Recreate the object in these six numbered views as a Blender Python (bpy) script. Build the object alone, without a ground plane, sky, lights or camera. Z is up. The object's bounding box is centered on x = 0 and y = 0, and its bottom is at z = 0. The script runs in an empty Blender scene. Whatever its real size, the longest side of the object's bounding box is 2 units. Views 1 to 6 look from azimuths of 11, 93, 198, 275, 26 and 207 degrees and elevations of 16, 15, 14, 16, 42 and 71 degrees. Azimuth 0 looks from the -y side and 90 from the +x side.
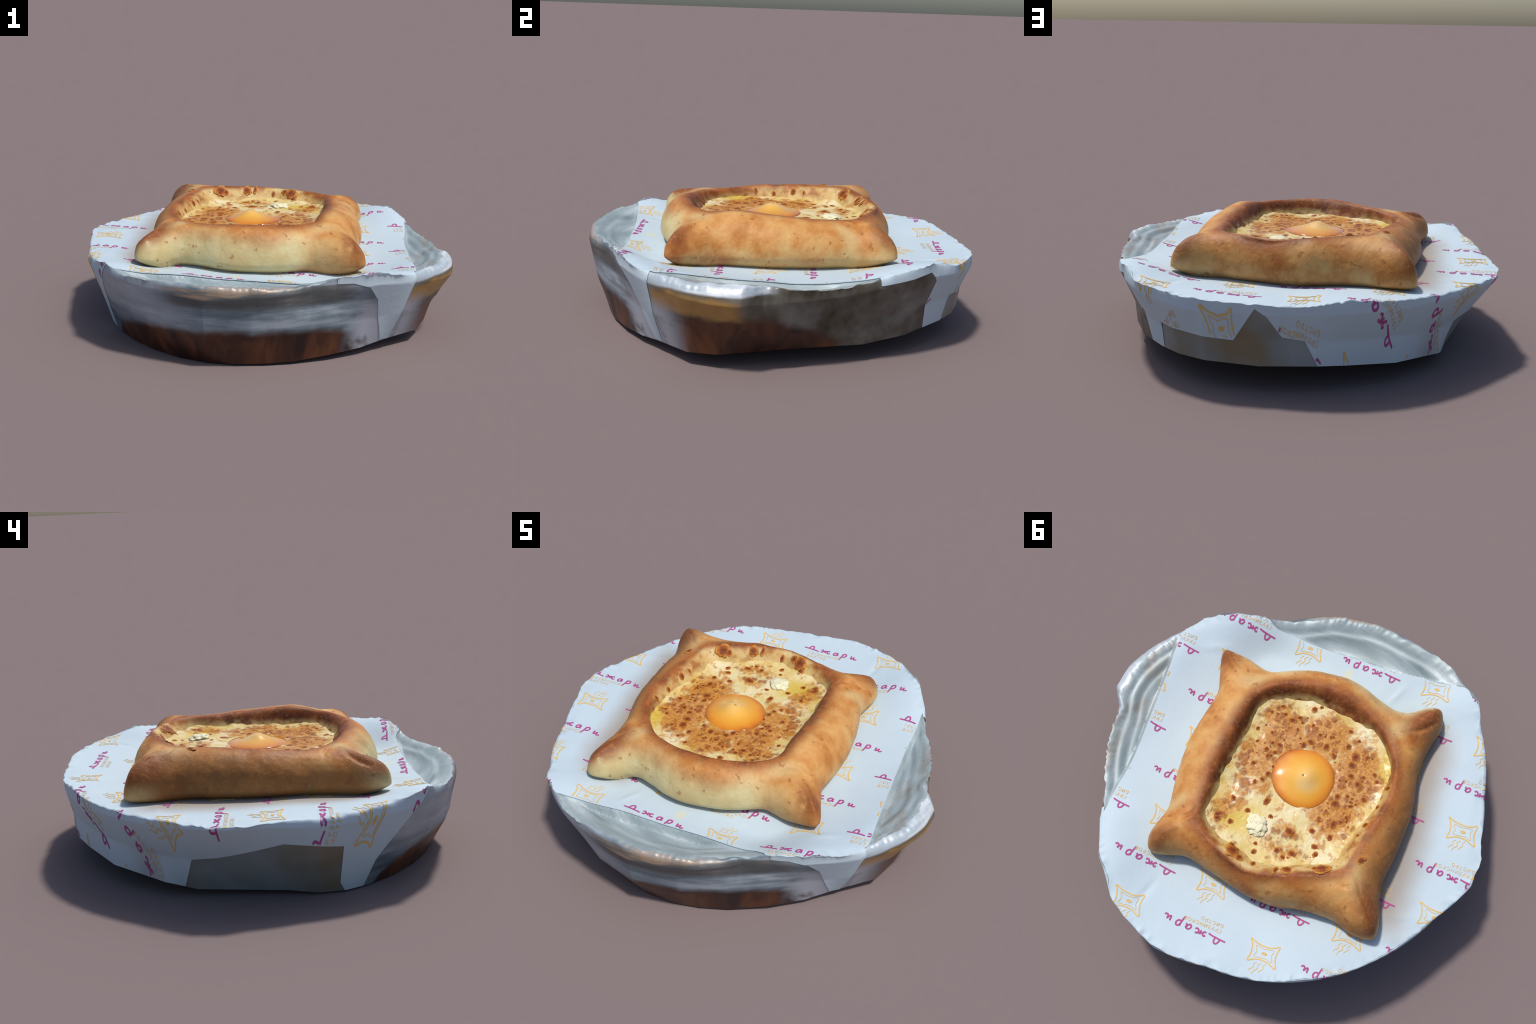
import bpy, math, random
import numpy as np
from mathutils import Vector, noise

rng = random.Random(7)
nrng = np.random.default_rng(7)
TAU = math.tau
BC = (-0.09, -0.03)            # plan centre of the bread

# ------------------------------------------------------------------ helpers
def table(nodes):
    """periodic linear look-up: nodes are (degrees, value)"""
    n = sorted((a % 360, v) for a, v in nodes)
    xs, ys = np.array([a for a, _ in n], float), np.array([v for _, v in n], float)
    return fine(lambda deg: np.interp(deg, xs, ys, period=360))

FINE = 7200
def fine(f):
    """sample a periodic function of degrees once, look it up afterwards"""
    v = np.append(f(np.arange(FINE) * 360 / FINE), 0)
    v[-1] = v[0]
    def look(deg):
        q = (np.asarray(deg, float) % 360) * (FINE / 360)
        i = np.minimum(q.astype(int), FINE - 1)
        return v[i] + (v[i + 1] - v[i]) * (q - i)
    return look

def chord_table(nodes):
    """like table, but straight chords between the corner points: a faceted outline"""
    n = sorted((a % 360, v) for a, v in nodes)
    a = np.radians([q for q, _ in n]); r = np.array([v for _, v in n])
    def f(deg):
        t = np.radians(np.asarray(deg, float) % 360)
        k = np.searchsorted(a, t, side="right") - 1
        a1, r1 = a[k % len(a)] + 0, r[k % len(a)]
        a2, r2 = a[(k + 1) % len(a)], r[(k + 1) % len(a)]
        d = (a2 - a1) % TAU; u = (t - a1) % TAU
        return r1 * r2 * np.sin(d) / np.maximum(r1 * np.sin(u) + r2 * np.sin(d - u), 1e-6)
    return fine(f)

def smooth(t):
    t = np.clip(t, 0, 1)
    return t * t * (3 - 2 * t)

def ring_noise(freq, seed, n=3600):
    """periodic smooth noise in the angle, as a look-up over degrees"""
    a = np.arange(n) / n * TAU
    v = np.array([noise.noise((math.cos(t) * freq, math.sin(t) * freq, seed)) for t in a])
    return fine(lambda deg: np.interp(deg, np.arange(n) * 360 / n, v, period=360))

def spline(points, n, closed=True):
    """Catmull-Rom through the points"""
    P = np.array(points, float)
    m = len(P)
    out = []
    segs = m if closed else m - 1
    per = max(2, n // segs)
    for i in range(segs):
        if closed:
            a, b, c, d = P[(i - 1) % m], P[i], P[(i + 1) % m], P[(i + 2) % m]
        else:
            a, b, c, d = P[max(i - 1, 0)], P[i], P[i + 1], P[min(i + 2, m - 1)]
        for k in range(per):
            t = k / per
            out.append(0.5 * (2 * b + (c - a) * t + (2 * a - 5 * b + 4 * c - d) * t * t + (3 * b - a - 3 * c + d) * t ** 3))
    if not closed:
        out.append(P[-1])
    return np.array(out)

def link(name, mesh, parent=None, mats=(), smooth_shade=True):
    o = bpy.data.objects.new(name, mesh)
    bpy.context.scene.collection.objects.link(o)
    for m in mats:
        if m.name not in mesh.materials:
            mesh.materials.append(m)
    if parent:
        o.parent = parent
    if smooth_shade and len(mesh.polygons):
        mesh.polygons.foreach_set("use_smooth", np.ones(len(mesh.polygons), bool))
    return o

def mesh_from(name, verts, faces):
    me = bpy.data.meshes.new(name)
    me.from_pydata([tuple(map(float, v)) for v in verts], [], [tuple(map(int, f)) for f in faces])
    me.update()
    return me

def empty(name):
    o = bpy.data.objects.new(name, None)
    bpy.context.scene.collection.objects.link(o)
    o.empty_display_size = 0.1
    return o

def grid_faces(rows, cols, wrap=True, keep=None, flip=False):
    f = []
    for i in range(rows - 1):
        for j in range(cols if wrap else cols - 1):
            if keep is not None and not keep[i, j]:
                continue
            k = (j + 1) % cols
            q = (i * cols + j, i * cols + k, (i + 1) * cols + k, (i + 1) * cols + j)
            f.append(q[::-1] if flip else q)
    return f

# ------------------------------------------------------------------ node helper
class Mat:
    def __init__(s, name):
        s.m = bpy.data.materials.new(name)
        s.m.use_nodes = True
        s.t = s.m.node_tree
        s.b = s.t.nodes["Principled BSDF"]
        tc = s.t.nodes.new("ShaderNodeTexCoord")
        s.obj = tc.outputs["Object"]
    def put(s, sock, v):
        if hasattr(v, "is_linked"):
            s.t.links.new(v, sock)
        elif isinstance(v, (tuple, list)) and len(v) == 3 and sock.type == "RGBA":
            sock.default_value = (*v, 1)
        else:
            sock.default_value = v
    def math(s, op, a, b=0.0, c=None, clamp=False):
        n = s.t.nodes.new("ShaderNodeMath"); n.operation = op; n.use_clamp = clamp
        s.put(n.inputs[0], a); s.put(n.inputs[1], b)
        if c is not None: s.put(n.inputs[2], c)
        return n.outputs[0]
    def add(s, a, b): return s.math("ADD", a, b)
    def mul(s, a, b): return s.math("MULTIPLY", a, b)
    def ramp01(s, v, lo, hi):
        n = s.t.nodes.new("ShaderNodeMapRange"); n.interpolation_type = "SMOOTHSTEP"
        s.put(n.inputs["Value"], v); s.put(n.inputs["From Min"], lo); s.put(n.inputs["From Max"], hi)
        return n.outputs["Result"]
    def noise(s, scale, detail=3.0, rough=0.55, vec=None, stretch=None, distort=0.0, off=(0, 0, 0)):
        v = vec or s.obj
        if stretch or off != (0, 0, 0):
            mp = s.t.nodes.new("ShaderNodeMapping"); s.t.links.new(v, mp.inputs[0])
            mp.inputs["Location"].default_value = off
            if stretch: mp.inputs["Scale"].default_value = stretch
            v = mp.outputs[0]
        n = s.t.nodes.new("ShaderNodeTexNoise")
        s.t.links.new(v, n.inputs["Vector"])
        n.inputs["Scale"].default_value = scale; n.inputs["Detail"].default_value = detail
        n.inputs["Roughness"].default_value = rough; n.inputs["Distortion"].default_value = distort
        return n.outputs[0]
    def voronoi(s, scale, feature="F1", vec=None, rand=1.0):
        n = s.t.nodes.new("ShaderNodeTexVoronoi"); n.feature = feature
        s.t.links.new(vec or s.obj, n.inputs["Vector"]); n.inputs["Scale"].default_value = scale
        n.inputs["Randomness"].default_value = rand
        return n
    def xyz(s):
        n = s.t.nodes.new("ShaderNodeSeparateXYZ"); s.t.links.new(s.obj, n.inputs[0])
        return n.outputs
    def mix(s, f, a, b, mode="MIX"):
        n = s.t.nodes.new("ShaderNodeMix"); n.data_type = "RGBA"; n.blend_type = mode
        s.put(n.inputs[0], f); s.put(n.inputs[6], a); s.put(n.inputs[7], b)
        return n.outputs[2]
    def colors(s, f, stops):
        n = s.t.nodes.new("ShaderNodeValToRGB"); s.put(n.inputs[0], f)
        e = n.color_ramp.elements
        while len(e) > 1: e.remove(e[0])
        e[0].position, e[0].color = stops[0][0], (*stops[0][1], 1)
        for p, c in stops[1:]:
            k = e.new(p); k.color = (*c, 1)
        return n.outputs[0]
    def curve(s, f, pts):
        """float curve of f in 0..1 -> value 0..1"""
        n = s.t.nodes.new("ShaderNodeFloatCurve"); s.put(n.inputs["Value"], f)
        c = n.mapping.curves[0]
        n.mapping.use_clip = False
        c.points[0].location, c.points[1].location = pts[0], pts[-1]
        for p in pts[1:-1]: c.points.new(*p)
        for p in c.points: p.handle_type = "AUTO_CLAMPED"
        n.mapping.update()
        return n.outputs[0]
    def dist_xy(s, cx, cy, sx=1.0, sy=1.0, rot=0.0):
        X, Y, _ = s.xyz()
        x, y = s.add(X, -cx), s.add(Y, -cy)
        c, d = math.cos(rot), math.sin(rot)
        u = s.mul(s.add(s.mul(x, c), s.mul(y, d)), 1 / sx)
        v = s.mul(s.add(s.mul(y, c), s.mul(x, -d)), 1 / sy)
        return s.math("SQRT", s.add(s.mul(u, u), s.mul(v, v)))
    def blob(s, *a, soft=0.5):
        return s.ramp01(s.dist_xy(*a), 1.0, 1.0 - soft)
    def angle01(s, cx=0.0, cy=0.0):
        """angle about a vertical axis, 0..1 from -180 to 180 degrees"""
        X, Y, _ = s.xyz()
        a = s.math("ARCTAN2", s.add(Y, -cy), s.add(X, -cx))
        return s.add(s.mul(a, 1 / TAU), 0.5)
    def radius(s, cx, cy):
        return s.dist_xy(cx, cy)
    def bump(s, h, strength, dist):
        n = s.t.nodes.new("ShaderNodeBump"); s.put(n.inputs["Height"], h)
        n.inputs["Strength"].default_value = strength; n.inputs["Distance"].default_value = dist
        s.t.links.new(n.outputs[0], s.b.inputs["Normal"])
    def done(s, color, rough=0.6, metal=0.0, spec=0.5, **k):
        s.put(s.b.inputs["Base Color"], color); s.put(s.b.inputs["Roughness"], rough)
        s.put(s.b.inputs["Metallic"], metal); s.put(s.b.inputs["Specular IOR Level"], spec)
        for n, v in k.items(): s.put(s.b.inputs[n.replace("_", " ")], v)
        return s.m

def curve01(fn, n=33):
    return [(i / (n - 1), float(fn(-180 + 360 * i / (n - 1)))) for i in range(n)]

# ------------------------------------------------------------------ plan of the dish
RIM_R = table([(-158, .942), (-147, .975), (-139, .985), (-131, 1.03), (-124, 1.015), (-119, 1.028), (-111, 1.0), (-107, .979),
               (-101, .968), (-94, .955), (-89, .933), (-81, .918), (-74, .876), (-66, .862), (-59, .872), (-52, .905), (-45, .938), (-39, .962), (-33, .95),
               (-26, .952), (-18, .958), (-12, .958), (-5, .94), (0, .895), (5, .898), (13, .888), (18, .88), (25, .868), (29, .87),
               (34, .872), (38, .888), (43, .904), (49, .932), (55, .938), (60, .968), (69, .972), (76, .974), (82, .966), (87, .95),
               (93, .929), (107, .933), (118, .928), (155, .926), (163, .941), (172, .975), (178, .987), (184, .992), (188, .963), (194, .95)])
RIM_Z = table([(-180, .386), (-166, .392), (-154, .385), (-146, .398), (-138, .408), (-129, .44), (-123, .41), (-110, .412), (-95, .41),
               (-86, .407), (-72, .402), (-65, .402), (-57, .43), (-46, .446), (-40, .428), (-33, .41), (-20, .408), (-6, .412), (2, .396),
               (8, .382), (20, .378), (31, .394), (40, .426), (50, .445), (61, .418), (70, .41), (84, .399), (96, .394), (105, .39),
               (120, .412), (134, .398), (150, .388), (167, .383)])
SHOULDER = [(-158, .958, .35), (-138, 1.0, .36), (-128, 1.025, .385), (-119, 1.025, .38), (-111, 1.0, .37), (-97, .985, .35),
            (-77, .928, .37), (-66, .872, .37), (-58, .872, .37), (-45, .925, .385), (-33, .965, .37), (-22, 1.0, .345), (-13, 1.012, .335),
            (-6, .995, .33), (-1, .925, .325), (5, .90, .33), (13, .885, .335), (27, .862, .345), (45, .912, .39), (60, .965, .375), (78, .975, .35),
            (93, .928, .35), (107, .928, .355), (140, .925, .36), (163, .938, .36), (176, .993, .375), (-172, .962, .37)]
MID = [(-172, .868, .18), (-158, .908, .18), (-146, .918, .18), (-134, .938, .18), (-122, .955, .19), (-110, .962, .18), (-97, .957, .17), (-84, .908, .17), (-71, .868, .18), (-58, .845, .19), (-46, .85, .2),
       (-34, .905, .2), (-22, .93, .2), (-8, .925, .185), (5, .862, .18), (27, .812, .19), (47, .845, .22), (62, .892, .23), (72, .925, .235), (82, .932, .24),
       (97, .905, .24), (112, .898, .23), (132, .868, .22), (150, .865, .2), (174, .855, .18)]
BOTTOM = [(-157, .828, .008), (-149, .856, .006), (-141, .858, .004), (-130, .858, .002), (-119, .86, 0), (-108, .867, 0), (-98, .868, .004), (-89, .86, .006), (-80, .842, .01), (-71, .826, .012), (-58, .818, .028), (-46, .82, .038), (-37, .828, .05),
          (-23, .89, .062), (-14, .885, .07), (9, .772, .08), (32, .80, .085), (48, .828, .095), (65, .875, .112), (73, .905, .117), (82, .918, .12),
          (97, .915, .123), (112, .888, .12), (121, .865, .11), (137, .855, .09), (157, .842, .067), (166, .795, .032), (-165, .79, .02)]
sh_r, sh_z = table([(a, r) for a, r, _ in SHOULDER]), table([(a, z) for a, _, z in SHOULDER])
mid_r, mid_z = chord_table([(a, r) for a, r, _ in MID]), table([(a, z) for a, _, z in MID])
bot_r, bot_z = chord_table([(a, r) for a, r, _ in BOTTOM]), table([(a, z) for a, _, z in BOTTOM])
# nibbled edge
teeth = ring_noise(22, 3.3)
_t2, _gate = ring_noise(44, 9.1), ring_noise(5, 4.4)
teeth2 = fine(lambda d: _t2(d) * np.clip(.35 + 2.2 * _gate(d), .1, 1.4))
soft_wave = ring_noise(9, 1.7)
def edge_r(deg):
    a = (np.asarray(deg) + 180) % 360 - 180
    metal = smooth((a + 130) / 4) * (1 - smooth((a + 66) / 8)) + smooth((a + 32) / 4) * (1 - smooth((a - 26) / 6))
    return RIM_R(deg) - .003 + (.006 + .006 * metal) * teeth(deg) + (.004 + .005 * metal) * teeth2(deg)
EDGE_BUMP = fine(lambda d: .0045 * teeth2(d + 40) + .006 * teeth(d + 11))
def edge_z(deg):
    return RIM_Z(deg) + EDGE_BUMP(deg)
SOFT_Z = fine(lambda d: sum(RIM_Z(d + k) for k in range(-4, 5)) / 9)
SOFT_R = fine(lambda d: sum(RIM_R(d + k) for k in range(-4, 5)) / 9)

def wall_r(deg, z):
    """radius of the outer wall at height z: rim > shoulder > mid > bottom"""
    zr, zs, zm, zb = edge_z(deg), sh_z(deg), mid_z(deg), bot_z(deg)
    rr, rs, rm, rb = edge_r(deg), sh_r(deg), mid_r(deg), bot_r(deg)
    t1 = np.clip((zr - z) / np.maximum(zr - zs, 1e-4), 0, 1)
    r = rr + (rs - rr) * np.sqrt(np.clip(1 - (1 - t1) ** 2, 0, 1))
    t2 = np.clip((zs - z) / np.maximum(zs - zm, 1e-4), 0, 1)
    r = np.where(z < zs, rs + (rm - rs) * t2, r)
    t3 = np.clip((zm - z) / np.maximum(zm - zb, 1e-4), 0, 1)
    return np.where(z < zm, rm + (rb - rm) * t3, r)

# ------------------------------------------------------------------ the paper sheet
FRONT_CUT = [(.50, -.78), (.405, -.727), (.322, -.728), (.139, -.733), (-.003, -.746), (-.179, -.761), (-.279, -.772), (-.379, -.789),
             (-.487, -.803), (-.555, -.818), (-.65, -.842)]
RIGHT_CUT = [(.83, -.54), (.812, -.52), (.807, -.444), (.779, -.254), (.753, -.045), (.725, .201), (.719, .378), (.71, .485), (.72, .52)]
def cut_table(poly):
    p = spline(poly, 200, closed=False)
    a = np.degrees(np.arctan2(p[:, 1], p[:, 0])); r = np.hypot(p[:, 0], p[:, 1])
    k = np.argsort(a)
    return a[k], r[k]
fa, fr = cut_table(FRONT_CUT)
ra, rr_ = cut_table(RIGHT_CUT)
def paper_limit(deg):
    """plan radius where the sheet ends or reaches the rim"""
    a = (np.asarray(deg, float) + 180) % 360 - 180
    lim = edge_r(a)
    f = np.where((a > fa[0]) & (a < fa[-1]), np.interp(a, fa, fr), 9)
    g = np.where((a > ra[0]) & (a < ra[-1]), np.interp(a, ra, rr_), 9)
    return np.minimum(lim, np.minimum(f, g))
pleat = ring_noise(5, 5.5)
def paper_z(x, y):
    x, y = np.asarray(x, float), np.asarray(y, float)
    deg = np.degrees(np.arctan2(y, x)); r = np.hypot(x, y)
    rho = r / SOFT_R(deg)
    corner = smooth(1 - np.abs(deg + 60) / 27)                       # stays low longer towards +x -y
    low = .366 - .016 * x - .007 * np.clip(x / .6, 0, 1) + .007 * smooth((y - .3) / .4) - .007 * smooth((-y - .4) / .3) - .006 * corner
    left = smooth(1 - np.abs(deg + 136) / 30)                        # and towards -x -y
    low = low - .006 * left
    start = .55 + .22 * corner + .16 * left
    z = low + (SOFT_Z(deg) - low) * smooth((rho - start) / (1 - start)) * 1.0
    z = z + EDGE_BUMP(deg) * smooth((rho - .955) / .045)
    z = z + .006 * pleat(deg) * smooth((rho - .7) / .25) * (1.05 - smooth((rho - .93) / .07))
    z = z + .010 * np.exp(-(((x - .77) / .08) ** 2 + ((y + .43) / .14) ** 2)) - .003 * np.exp(-(((x - .72) / .12) ** 2 + ((y - .02) / .2) ** 2))
    z = z + .002 * np.sin(9 * x + 3 * y) * np.sin(7 * y - 2 * x)
    # creases pressed into the sheet
    for ax, ay, tx, ty, L, h in [(-.30, -.66, .35, .94, .10, .004), (-.42, -.70, .8, -.6, .08, .003), (.62, -.50, .9, .43, .12, .004), (.35, .75, .2, .98, .12, -.004), (-.75, .35, .95, .3, .12, .003)]:
        u = (x - ax) * tx + (y - ay) * ty; v = -(x - ax) * ty + (y - ay) * tx
        z = z + h * np.exp(-(v / .018) ** 2) * smooth(1 - np.abs(u) / L)
    return z
# how far the sheet hangs down the wall: lower border of the hanging part
HANG_Z = table([(-58, .40), (-53, .40), (-48, .375), (-44, .3), (-41, .17), (-38, .06), (-34.5, .055), (-33, .36), (-32, .41),
                (34, .375), (44, .39), (50, .41), (53, .36), (55, .23), (57, .09), (65.5, .09), (66.5, .24), (90, .225), (96, .375), (99, .345),
                (103, .25), (109, .235), (113, .11), (114, .1), (130, .09), (150, .06), (162, .03), (166, .185), (-180, .235), (-168, .282), (-152, .24),
                (-151, .05), (-149, 0), (-143, 0), (-141, .13), (-135, .29), (-130, .40), (-128, .44)])
def hang_z(deg):
    return np.clip(HANG_Z(deg), bot_z(deg) + .0015, edge_z(deg) - .004)
def exposed(deg):
    a = (np.asarray(deg, float) + 180) % 360 - 180
    return ((a > -128) & (a < -58)) | ((a > -32.5) & (a < 33.5))

HANG_STRETCH = 1.85
def drape(x, y, lift):
    """points printed at plan positions x, y of the flat sheet -> positions on the draped sheet, NaN where there is no paper"""
    x, y = np.asarray(x, float), np.asarray(y, float)
    deg = np.degrees(np.arctan2(y, x)); r = np.maximum(np.hypot(x, y), 1e-6)
    R = edge_r(deg)
    z_top = paper_z(x, y) + lift
    z = edge_z(deg) - (r - R) * HANG_STRETCH
    w = wall_r(deg, z) + .0031 + lift
    flat = r <= R
    P = np.stack([np.where(flat, x, w * x / r), np.where(flat, y, w * y / r), np.where(flat, z_top, z + lift * .3)], -1)
    ex = exposed(deg)
    bad = ((deg > -60) & (deg < -28) & ~flat) | (ex & (r > paper_limit(deg) - .003)) | (~ex & ~flat & (z < hang_z(deg) + .004))
    P[bad] = np.nan
    return P

# ------------------------------------------------------------------ materials
def mat_paper():
    m = Mat("greaseproof_paper")
    n = m.noise(5, 4); f = m.noise(160, 2)
    base = m.mix(n, (.455, .56, .625), (.515, .615, .68))
    base = m.mix(m.mul(f, .18), base, (.60, .67, .71))
    # brown shadow of the bread painted onto the sheet beside its -x flank
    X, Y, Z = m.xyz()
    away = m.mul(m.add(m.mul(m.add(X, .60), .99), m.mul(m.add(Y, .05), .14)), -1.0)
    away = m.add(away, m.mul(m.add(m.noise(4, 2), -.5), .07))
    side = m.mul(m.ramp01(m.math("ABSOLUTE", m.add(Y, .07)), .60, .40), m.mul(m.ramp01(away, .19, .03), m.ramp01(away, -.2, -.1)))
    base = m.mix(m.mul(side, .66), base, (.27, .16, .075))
    # a pale yellow drip of egg in front
    base = m.mix(m.mul(m.blob(-.035, -.655, .03, .045), .6), base, (.62, .62, .42))
    m.bump(m.add(m.noise(28, 3), m.mul(f, .3)), .12, .01)
    return m.done(base, .62, 0, .35)

def mat_metal(side):
    m = Mat("reflection_painted_metal_side" if side else "reflection_painted_metal")
    X, Y, Z = m.xyz()
    a = m.angle01()
    # streaks round the dish: metal reflections drawn as colour bands
    cyl = m.t.nodes.new("ShaderNodeCombineXYZ")
    m.put(cyl.inputs[0], m.mul(a, 14.0)); m.put(cyl.inputs[1], m.mul(Z, 17.0 if side else 2.0)); m.put(cyl.inputs[2], m.mul(m.radius(0, 0), 6.0 if side else 22.0))
    st = m.noise(1.0, 4, .6, vec=cyl.outputs[0])
    bl = m.noise(6, 3)
    if not side:
        c = m.colors(m.add(m.mul(st, .75), m.mul(bl, .25)), [(.30, (.22, .27, .28)), (.46, (.31, .375, .39)), (.58, (.39, .455, .47)), (.72, (.58, .63, .64))])
        c = m.mix(m.mul(m.ramp01(m.noise(60, 2), .62, .72), .3), c, (.2, .22, .22))
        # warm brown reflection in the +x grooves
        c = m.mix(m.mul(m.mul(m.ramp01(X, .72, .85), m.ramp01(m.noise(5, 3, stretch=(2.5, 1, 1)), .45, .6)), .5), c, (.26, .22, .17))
        # bright highlight band of the rolled lip at +x -y
        m.bump(m.add(m.mul(st, .4), m.mul(m.noise(90, 2), .2)), .08, .008)
        return m.done(c, .48, .12, .45)
    # side wall: blue steel in front, dark olive at +x, grey at the back, mirrored table brown painted below
    steel = m.colors(m.add(m.mul(st, .7), m.mul(bl, .3)), [(.30, (.045, .062, .078)), (.43, (.12, .165, .20)), (.54, (.23, .29, .335)), (.66, (.46, .52, .57))])
    olive = m.colors(bl, [(.32, (.045, .035, .022)), (.48, (.105, .092, .07)), (.6, (.155, .15, .13)), (.7, (.20, .20, .185))])
    grey = m.colors(m.noise(3, 2), [(.35, (.20, .155, .09)), (.5, (.20, .21, .19)), (.65, (.24, .28, .29))])
    wood = m.colors(m.noise(9, 4, stretch=(1, 1, .25), distort=.6), [(.32, (.02, .008, .006)), (.5, (.065, .022, .010)), (.7, (.15, .055, .02))])  # brown of the wooden table reflected in the wall, kept as base colour
    pale = (.41, .44, .50)
    deg = lambda d: (d + 180) / 360
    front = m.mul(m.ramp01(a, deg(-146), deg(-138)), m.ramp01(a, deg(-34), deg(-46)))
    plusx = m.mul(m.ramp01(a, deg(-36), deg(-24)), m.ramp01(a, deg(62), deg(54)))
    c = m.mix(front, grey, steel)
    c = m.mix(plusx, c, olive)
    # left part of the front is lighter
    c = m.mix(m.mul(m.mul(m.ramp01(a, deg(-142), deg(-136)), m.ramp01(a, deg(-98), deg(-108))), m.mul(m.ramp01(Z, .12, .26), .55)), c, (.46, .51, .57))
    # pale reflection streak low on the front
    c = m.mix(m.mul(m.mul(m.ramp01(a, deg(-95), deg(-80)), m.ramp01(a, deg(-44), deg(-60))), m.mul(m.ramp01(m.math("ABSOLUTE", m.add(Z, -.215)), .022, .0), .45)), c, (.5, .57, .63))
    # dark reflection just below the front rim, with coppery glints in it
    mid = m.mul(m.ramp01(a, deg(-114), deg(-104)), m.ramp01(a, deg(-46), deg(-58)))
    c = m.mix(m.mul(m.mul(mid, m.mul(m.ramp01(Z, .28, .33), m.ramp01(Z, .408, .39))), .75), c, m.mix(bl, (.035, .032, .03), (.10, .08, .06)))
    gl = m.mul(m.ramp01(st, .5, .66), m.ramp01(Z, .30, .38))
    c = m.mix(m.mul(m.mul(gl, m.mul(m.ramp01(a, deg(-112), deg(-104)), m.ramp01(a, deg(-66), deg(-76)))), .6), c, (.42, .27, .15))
    # table reflection coloured in below a wavy border
    zw = table([(-180, -.1), (-146, -.1), (-138, .05), (-126, .14), (-112, .185), (-95, .19), (-80, .19), (-62, .175), (-50, .14), (-42, .06), (-36, .03),
                (-31, .1), (-25, .24), (-10, .26), (2, .25), (12, .2), (24, .08), (36, -.1), (100, -.1)])
    lim = m.curve(a, curve01(lambda d: zw(d) + .2, 41))
    wz = m.add(m.add(Z, .2), m.mul(m.add(bl, -.5), .05))
    wmask = m.ramp01(m.add(wz, m.mul(lim, -1)), .025, -.03)
    c = m.mix(wmask, c, wood)
    # ochre under the lip at +x -y
    oc = m.mul(m.mul(m.ramp01(a, deg(-34), deg(-31)), m.ramp01(a, deg(-4), deg(-9))), m.ramp01(m.math("ABSOLUTE", m.add(m.add(Z, m.mul(m.add(bl, -.5), .08)), -.296)), .07, .03))
    c = m.mix(oc, c, m.mix(m.noise(14, 3), (.30, .155, .035), (.50, .30, .10)))
    # lip above it, whitened to carry its bright highlight
    lipm = m.mul(m.mul(m.ramp01(a, deg(-36), deg(-33)), m.ramp01(a, deg(4), deg(-2))), m.ramp01(m.add(Z, m.mul(m.add(bl, -.5), .02)), .362, .376))
    c = m.mix(lipm, c, m.mix(m.ramp01(st, .35, .65), (.38, .44, .49), (.80, .84, .86)))
    # pale lilac smear at the -y +x corner
    sm = m.mul(m.mul(m.ramp01(a, deg(-56), deg(-45)), m.ramp01(a, deg(-20), deg(-32))), m.ramp01(Z, .33, .22))
    c = m.mix(m.mul(sm, m.ramp01(m.noise(7, 3), .30, .5)), c, pale)
    m.bump(m.add(m.mul(st, .5), m.mul(m.noise(70, 2), .2)), .12, .01)
    return m.done(c, .42, .15, .5)

def mat_ink(name, c1, c2):
    m = Mat(name)
    return m.done(m.mix(m.noise(18, 3), c1, c2), .65, 0, .3)

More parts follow.
